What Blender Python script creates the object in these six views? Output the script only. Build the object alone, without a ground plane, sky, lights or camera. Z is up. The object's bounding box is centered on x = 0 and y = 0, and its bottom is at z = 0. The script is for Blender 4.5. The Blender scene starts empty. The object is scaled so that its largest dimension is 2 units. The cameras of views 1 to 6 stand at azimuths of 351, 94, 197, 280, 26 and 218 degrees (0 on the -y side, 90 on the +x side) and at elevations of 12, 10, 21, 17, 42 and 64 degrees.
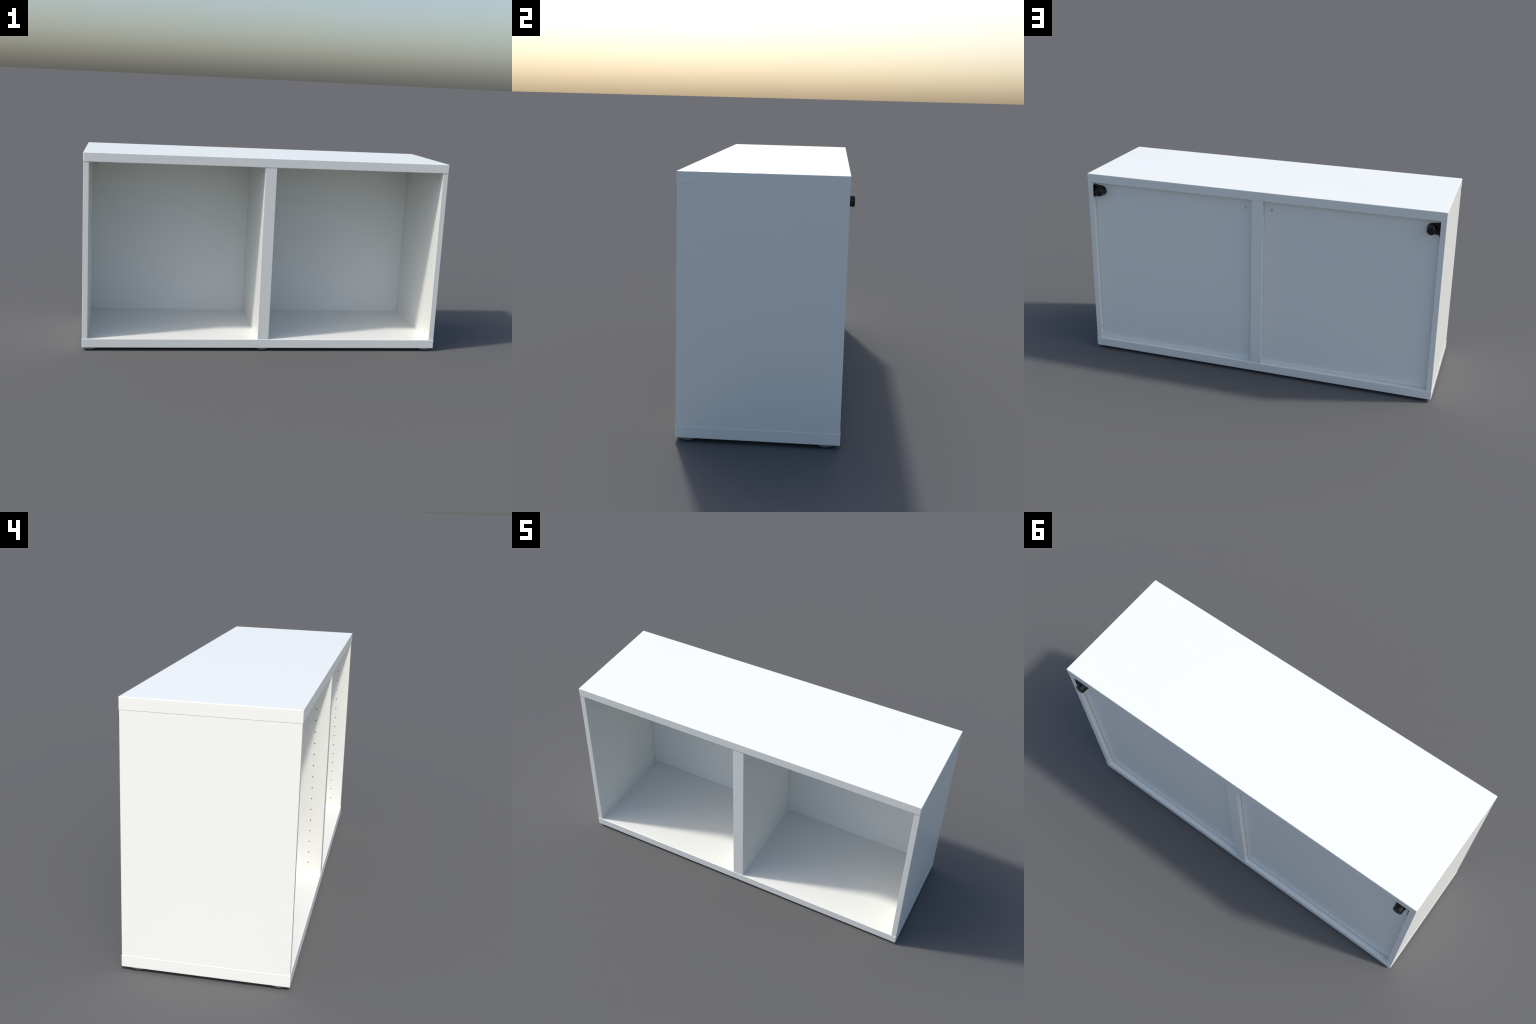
"""White two-bay shelving cabinet: thick top and bottom boards, thin side boards,
double-thick divider, recessed back panels each held by a black cam lock."""
import bpy, bmesh, math
from mathutils import Matrix, Vector

# ------------------------------------------------------------------ dimensions (m)
HALF_W = 1.0                    # half width of top and bottom boards
Y_FRONT, Y_BACK = -0.339, 0.320
Z_BOT0, Z_BOT1 = 0.0150, 0.0652  # bottom board
Z_TOP0, Z_TOP1 = 1.0298, 1.0797  # top board
INSET_X, INSET_Y = 0.0010, 0.0018  # uprights stand this far inside the boards' edges
SIDE_IN = 0.9695                # inner face of the side boards
DIV = 0.0315                    # half thickness of the divider
PANEL_IN, PANEL_OUT = 0.2868, 0.2925
KNOB_TIP = 0.339

GROOVE = (PANEL_IN - 0.0014, PANEL_OUT + 0.0017, 0.0060)  # front, back and depth of the slot the panels stand in

HOLE_ROWS_Y = (-0.2752, 0.0450, 0.2592)
HOLE_Z0, HOLE_PITCH, HOLE_N = 0.1203, 0.05333, 17
HINGE_Y, HINGE_Z = 0.3080, (0.0877, 0.1412, 0.9546, 1.0080)
CAM_Y, CAM_Z, CAM_R = (-0.2760, 0.2590), (0.0935, 1.0010), 0.0132
LOCK_X, LOCK_Z = 0.9275, 0.9808   # centre of the lock plate's rounded tongue
KNOB_X, KNOB_Z = 0.9260, 0.9796   # axis of the knob


# ------------------------------------------------------------------ materials
def new_material(name):
    m = bpy.data.materials.new(name)
    m.use_nodes = True
    nt = m.node_tree
    bsdf = next(n for n in nt.nodes if n.type == 'BSDF_PRINCIPLED')
    return m, nt, bsdf


def grained(name, c0, c1, scale, stretch, rough, bump=0.0, spec=0.5):
    """Plain coloured surface with a faint, stretched noise variation."""
    m, nt, b = new_material(name)
    tc = nt.nodes.new('ShaderNodeTexCoord')
    mp = nt.nodes.new('ShaderNodeMapping')
    mp.inputs['Scale'].default_value = stretch
    nz = nt.nodes.new('ShaderNodeTexNoise')
    nz.inputs['Scale'].default_value = scale
    nz.inputs['Detail'].default_value = 5.0
    rp = nt.nodes.new('ShaderNodeValToRGB')
    rp.color_ramp.elements[0].position = 0.3
    rp.color_ramp.elements[1].position = 0.7
    rp.color_ramp.elements[0].color = (*c0, 1)
    rp.color_ramp.elements[1].color = (*c1, 1)
    nt.links.new(tc.outputs['Object'], mp.inputs['Vector'])
    nt.links.new(mp.outputs['Vector'], nz.inputs['Vector'])
    nt.links.new(nz.outputs['Fac'], rp.inputs['Fac'])
    nt.links.new(rp.outputs['Color'], b.inputs['Base Color'])
    b.inputs['Roughness'].default_value = rough
    b.inputs['Specular IOR Level'].default_value = spec
    if bump:
        bp = nt.nodes.new('ShaderNodeBump')
        bp.inputs['Strength'].default_value = bump
        bp.inputs['Distance'].default_value = 0.0004
        nt.links.new(nz.outputs['Fac'], bp.inputs['Height'])
        nt.links.new(bp.outputs['Normal'], b.inputs['Normal'])
    return m


WHITE_LO, WHITE_HI = (0.848, 0.857, 0.812), (0.852, 0.861, 0.816)
foil_x = grained('white_foil_lengthwise', WHITE_LO, WHITE_HI, 3.0, (1, 1, 1), 0.32)
foil_z = grained('white_foil_upright', WHITE_LO, WHITE_HI, 3.0, (1, 1, 1), 0.32)
painted = grained('white_painted_panel', WHITE_LO, WHITE_HI, 3.0, (1, 1, 1), 0.32)
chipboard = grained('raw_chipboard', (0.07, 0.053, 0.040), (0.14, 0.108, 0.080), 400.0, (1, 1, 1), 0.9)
tan_core = grained('tan_drilled_edge', (0.52, 0.42, 0.32), (0.62, 0.52, 0.41), 400.0, (1, 1, 1), 0.9)
cap_white = grained('white_plastic_cap', WHITE_LO, WHITE_HI, 60.0, (1, 1, 1), 0.35)
black = grained('black_plastic', (0.0045, 0.0047, 0.005), (0.0065, 0.0067, 0.007), 120.0, (1, 1, 1), 0.32)
groove_shade = grained('groove_darkened_for_shadow', (0.36, 0.34, 0.31), (0.46, 0.44, 0.40), 300.0, (1, 1, 1), 0.9)  # greyed walls: gap shadow painted in, white bounce left the slot too light
nut_white = grained('white_plastic_lightened', (0.90, 0.90, 0.88), (0.92, 0.92, 0.90), 60.0, (1, 1, 1), 0.4)  # slightly paler than the boards, so the block reads a little lighter than the panel behind it
foot_grey = grained('grey_plastic', (0.23, 0.225, 0.225), (0.27, 0.265, 0.265), 80.0, (1, 1, 1), 0.5)


# ------------------------------------------------------------------ mesh helpers
def obj_from_bm(bm, name, mats, parent=None, smooth_angle=None):
    me = bpy.data.meshes.new(name)
    bmesh.ops.recalc_face_normals(bm, faces=bm.faces)
    if smooth_angle is not None:
        lim = math.radians(smooth_angle)
        for f in bm.faces:
            f.smooth = True
        for e in bm.edges:
            if len(e.link_faces) == 2 and e.calc_face_angle(0) > lim:
                e.smooth = False
    bm.to_mesh(me)
    bm.free()
    for m in mats:
        me.materials.append(m)
    ob = bpy.data.objects.new(name, me)
    bpy.context.scene.collection.objects.link(ob)
    ob.parent = parent
    return ob


def box_bm(x0, x1, y0, y1, z0, z1, bevel=0.0, segments=2, upright_only=False):
    bm = bmesh.new()
    bmesh.ops.create_cube(bm, size=1.0, matrix=Matrix.Translation(((x0 + x1) / 2, (y0 + y1) / 2, (z0 + z1) / 2))
                          @ Matrix.Diagonal((x1 - x0, y1 - y0, z1 - z0, 1)))
    if bevel:
        bmesh.ops.bevel(bm, geom=[e for e in bm.edges if not upright_only or abs(e.verts[0].co.z - e.verts[1].co.z) > 1e-6],
                         offset=bevel, segments=segments, profile=0.5, affect='EDGES')
    return bm


AXIS = {'x': Matrix.Rotation(math.pi / 2, 4, 'Y'), 'y': Matrix.Rotation(-math.pi / 2, 4, 'X'), 'z': Matrix.Identity(4)}


def add_cylinder(bm, centre, axis, radius, depth, segs=24, material=0):
    r = bmesh.ops.create_cone(bm, cap_ends=True, segments=segs, radius1=radius, radius2=radius, depth=depth,
                              matrix=Matrix.Translation(centre) @ AXIS[axis])
    for f in {f for v in r['verts'] for f in v.link_faces}:
        f.material_index = material


def add_box(bm, x0, x1, y0, y1, z0, z1, material=0):
    r = bmesh.ops.create_cube(bm, size=1.0, matrix=Matrix.Translation(((x0 + x1) / 2, (y0 + y1) / 2, (z0 + z1) / 2))
                              @ Matrix.Diagonal((x1 - x0, y1 - y0, z1 - z0, 1)))
    for f in {f for v in r['verts'] for f in v.link_faces}:
        f.material_index = material


def lathe_bm(profile, segs=48):
    """Turn (radius, height) pairs round the z axis, closed at both ends."""
    bm = bmesh.new()
    rings = []
    for r, h in profile:
        if r < 1e-6:
            rings.append([bm.verts.new((0, 0, h))])
        else:
            rings.append([bm.verts.new((r * math.cos(2 * math.pi * i / segs), r * math.sin(2 * math.pi * i / segs), h))
                          for i in range(segs)])
    for a, b in zip(rings, rings[1:]):
        for i in range(segs):
            j = (i + 1) % segs
            quad = [a[i % len(a)], a[j % len(a)], b[j % len(b)], b[i % len(b)]]
            bm.faces.new(list(dict.fromkeys(quad)))
    return bm


def cut(ob, cutter_bm, cutter_mats):
    """Boolean-subtract the cutter; hole walls keep the cutter's material."""
    cutter = obj_from_bm(cutter_bm, 'drill_helper', cutter_mats)
    mod = ob.modifiers.new('drill', 'BOOLEAN')
    mod.operation, mod.solver, mod.object = 'DIFFERENCE', 'EXACT', cutter
    mod.material_mode = 'TRANSFER'
    dg = bpy.context.evaluated_depsgraph_get()
    me = bpy.data.meshes.new_from_object(ob.evaluated_get(dg), depsgraph=dg)
    ob.modifiers.clear()
    old = ob.data
    me.name = old.name
    ob.data = me
    bpy.data.meshes.remove(old)
    cm = cutter.data
    bpy.data.objects.remove(cutter)
    bpy.data.meshes.remove(cm)


# ------------------------------------------------------------------ the cabinet
root = bpy.data.objects.new('shelving_cabinet', None)
bpy.context.scene.collection.objects.link(root)
root['label'] = 'low white two-bay cabinet with open front and locked back panels'
root['category'] = 'cabinet'

EDGE = 0.0027
top = obj_from_bm(box_bm(-HALF_W, HALF_W, Y_FRONT, Y_BACK, Z_TOP0, Z_TOP1, EDGE), 'top_board', [foil_x], root)
bottom = obj_from_bm(box_bm(-HALF_W, HALF_W, Y_FRONT, Y_BACK, Z_BOT0, Z_BOT1, EDGE), 'bottom_board', [foil_x], root)
floor_holes = bmesh.new()
for s in (-1, 1):
    add_cylinder(floor_holes, (s * 0.952, 0.2585, Z_BOT1), 'z', 0.0027, 0.024, 16)
panel_grooves = {bottom: (Z_BOT1, floor_holes), top: (Z_TOP0, bmesh.new())}
for board, (z, drill) in panel_grooves.items():
    for a, b in ((-SIDE_IN - 0.005, -DIV + 0.005), (DIV - 0.005, SIDE_IN + 0.005)):
        add_box(drill, a, b, GROOVE[0], GROOVE[1], z - GROOVE[2], z + GROOVE[2], 1)
    cut(board, drill, [chipboard, groove_shade])


def upright(name, x0, x1, bored_faces):
    """One vertical board.  bored_faces: (x of the face, with cam recesses or not)."""
    ob = obj_from_bm(box_bm(x0, x1, Y_FRONT + INSET_Y, Y_BACK - INSET_Y, Z_BOT1 - 0.0010, Z_TOP0 + 0.0010, 0.0016, upright_only=True),
                     name, [foil_z], root)
    drill = bmesh.new()
    for face_x, cams in bored_faces:
        for y in HOLE_ROWS_Y:
            for k in range(HOLE_N):
                add_cylinder(drill, (face_x, y, HOLE_Z0 + k * HOLE_PITCH), 'x', 0.0027, 0.024, 14)
        for z in HINGE_Z:
            add_cylinder(drill, (face_x, HINGE_Y, z), 'x', 0.0036, 0.024, 14)
        add_box(drill, face_x - GROOVE[2], face_x + GROOVE[2], GROOVE[0], GROOVE[1], Z_BOT1 - 0.01, Z_TOP0 + 0.01, 2)
        if cams:
            for y in CAM_Y:
                for z in CAM_Z:
                    add_cylinder(drill, (face_x, y, z), 'x', CAM_R, 0.016, 32, material=1)
    cut(ob, drill, [chipboard, tan_core, groove_shade])
    return ob


OUT = HALF_W - INSET_X
left_side = upright('side_board', -OUT, -SIDE_IN, [(-SIDE_IN, True)])
right_side = upright('side_board', SIDE_IN, OUT, [(SIDE_IN, True)])
divider = upright('divider_board', -DIV, DIV, [(-DIV, True), (DIV, False)])

# cam discs sitting a little below the face, with a cross slot
cam_bm = lathe_bm([(0, -0.006), (CAM_R - 0.0002, -0.006), (CAM_R - 0.0002, -0.0016), (CAM_R - 0.0005, -0.0013), (0, -0.0013)], 32)
cam = obj_from_bm(cam_bm, 'cam_disc', [cap_white], None, 30)
slot = box_bm(-0.0011, 0.0011, -0.0055, 0.0055, -0.0026, 0.001)
cut(cam, slot, [cap_white])
cam_mesh = cam.data
first = True
for parent, face_x, normal in ((left_side, -SIDE_IN, 1), (right_side, SIDE_IN, -1), (divider, -DIV, -1)):
    for i, y in enumerate(CAM_Y):
        for j, z in enumerate(CAM_Z):
            c = cam if first else bpy.data.objects.new('cam_disc', cam_mesh)
            if not first:
                bpy.context.scene.collection.objects.link(c)
            first = False
            c.parent = parent
            turn = 0.12 * (1 + i) * (1 if j else -1)
            c.matrix_local = (Matrix.Translation((face_x, y, z)) @ Matrix.Rotation(normal * math.pi / 2, 4, 'Y')
                              @ Matrix.Rotation(math.pi / 2 + turn, 4, 'Z'))
# (local z of a cam disc points out of the board; its slot runs up and down)
for c in [o for o in bpy.data.objects if o.name.startswith('cam_disc')]:
    c.rotation_mode = 'XYZ'


# ------------------------------------------------------------------ back panels and locks
def lock_plate_bm(s):
    """Black angle plate: rounded tongue on the panel, flange on the side board."""
    y0, y1 = PANEL_OUT, PANEL_OUT + 0.0036
    wall = SIDE_IN
    r = 0.0290
    pts = [(wall, LOCK_Z + 0.0338)]
    for i in range(19):
        a = math.radians(96 + i * (170 / 18))     # arc between the two tangents
        pts.append((LOCK_X + r * math.cos(a), LOCK_Z + r * math.sin(a)))
    pts += [(wall, LOCK_Z - 0.0322)]
    bm = bmesh.new()
    lo = [bm.verts.new((s * x, y0, z)) for x, z in pts]
    hi = [bm.verts.new((s * x, y1, z)) for x, z in pts]
    bm.faces.new(lo)
    bm.faces.new(hi[::-1])
    n = len(pts)
    for i in range(n):
        bm.faces.new((lo[i], lo[(i + 1) % n], hi[(i + 1) % n], hi[i]))
    # flange along the side board, with a coved inner corner towards the tongue
    cove = [(wall, y1), (wall - 0.0085, y1), (wall - 0.0052, y1 + 0.0012), (wall - 0.0034, y1 + 0.0034),
            (wall - 0.0028, y1 + 0.0070), (wall - 0.0026, 0.3160), (wall, 0.3165)]
    for z0, z1 in ((LOCK_Z - 0.0362, LOCK_Z + 0.0338),):
        a = [bm.verts.new((s * x, y, z0)) for x, y in cove]
        b = [bm.verts.new((s * x, y, z1)) for x, y in cove]
        bm.faces.new(a)
        bm.faces.new(b[::-1])
        for i in range(len(cove)):
            j = (i + 1) % len(cove)
            bm.faces.new((a[i], a[j], b[j], b[i]))
    return bm


def knob_bm(s):
    r, tip, collar = 0.0229, KNOB_TIP, 0.0262
    prof = [(0, PANEL_OUT + 0.0030), (collar, PANEL_OUT + 0.0030), (collar, 0.2990),
            (r + 0.0004, 0.3185), (r, 0.3195)]
    f = 0.0058
    for i in range(9):
        a = math.radians(i * 90 / 8)
        prof.append((r - f + f * math.cos(a), tip - f * 0.8 + f * 0.8 * math.sin(a)))
    prof += [(0.0150, tip), (0.0143, tip - 0.0006), (0, tip - 0.0006)]
    bm = lathe_bm(prof, 48)
    bmesh.ops.transform(bm, matrix=Matrix.Translation((s * KNOB_X, 0, KNOB_Z)) @ AXIS['y'], verts=bm.verts)
    return bm


for s in (1, -1):
    x0, x1 = sorted((s * (DIV - 0.0040), s * (SIDE_IN + 0.0040)))
    panel = obj_from_bm(box_bm(x0, x1, PANEL_IN, PANEL_OUT, Z_BOT1 - 0.0040, Z_TOP0 + 0.0040),
                        'back_panel', [painted], root)
    hole = bmesh.new()
    add_cylinder(hole, (s * 0.0735, (PANEL_IN + PANEL_OUT) / 2, 0.9778), 'y', 0.0080, 0.03, 24)
    cut(panel, hole, [painted])

    plate = obj_from_bm(lock_plate_bm(s), 'lock_plate', [black], root, 35)
    knob = obj_from_bm(knob_bm(s), 'lock_knob', [black], plate, 35)
    key = bmesh.new()
    bmesh.ops.create_cube(key, size=1.0, matrix=Matrix.Translation((s * KNOB_X, KNOB_TIP, KNOB_Z))
                          @ Matrix.Diagonal((0.0125, 0.014, 0.0030, 1)))
    cut(knob, key, [black])
    key = bmesh.new()
    add_cylinder(key, (s * KNOB_X, KNOB_TIP, KNOB_Z), 'y', 0.0034, 0.014, 16)
    cut(knob, key, [black])
    screw = lathe_bm([(0, -0.002), (0.0068, -0.002), (0.0068, 0.0002), (0.0058, 0.0009), (0, 0.0011)], 24)
    bmesh.ops.transform(screw, verts=screw.verts,
                        matrix=Matrix.Translation((s * (SIDE_IN - 0.0030), 0.3095, LOCK_Z - 0.006))
                        @ Matrix.Rotation(-s * math.pi / 2, 4, 'Y'))
    obj_from_bm(screw, 'screw_head', [black], plate, 40)
    nx0, nx1 = sorted((s * 0.9030, s * 0.9478))
    obj_from_bm(box_bm(nx0, nx1, PANEL_IN - 0.0178, PANEL_IN, 0.9578, 1.0022, 0.001, 2), 'lock_nut', [nut_white], plate)

# ------------------------------------------------------------------ feet
DARK_BAND_H = 0.0030
foot_bm = lathe_bm([(0, DARK_BAND_H), (0.0366, DARK_BAND_H), (0.0374, 0.0042), (0.0378, 0.0060), (0.0380, Z_BOT0 + 0.002), (0, Z_BOT0 + 0.002)], 48)
dark_band_bm = lathe_bm([(0, 0.0), (0.0374, 0.0), (0.0384, 0.0010), (0.0384, DARK_BAND_H - 0.0004), (0.0376, DARK_BAND_H + 0.0006), (0, DARK_BAND_H + 0.0006)], 48)
foot = obj_from_bm(foot_bm, 'foot', [foot_grey], root, 40)
dark_band = obj_from_bm(dark_band_bm, 'foot_dark_band', [black], foot, 40)
for i, (x, y) in enumerate([(x, y) for x in (-0.9525, 0.0, 0.9525) for y in (-0.2915, 0.2605)]):
    f = foot
    if i:
        f = bpy.data.objects.new('foot', foot.data)
        bpy.context.scene.collection.objects.link(f)
        f.parent = root
        p = bpy.data.objects.new('foot_dark_band', dark_band.data)
        bpy.context.scene.collection.objects.link(p)
        p.parent = f
    f.location = (x, y, 0)
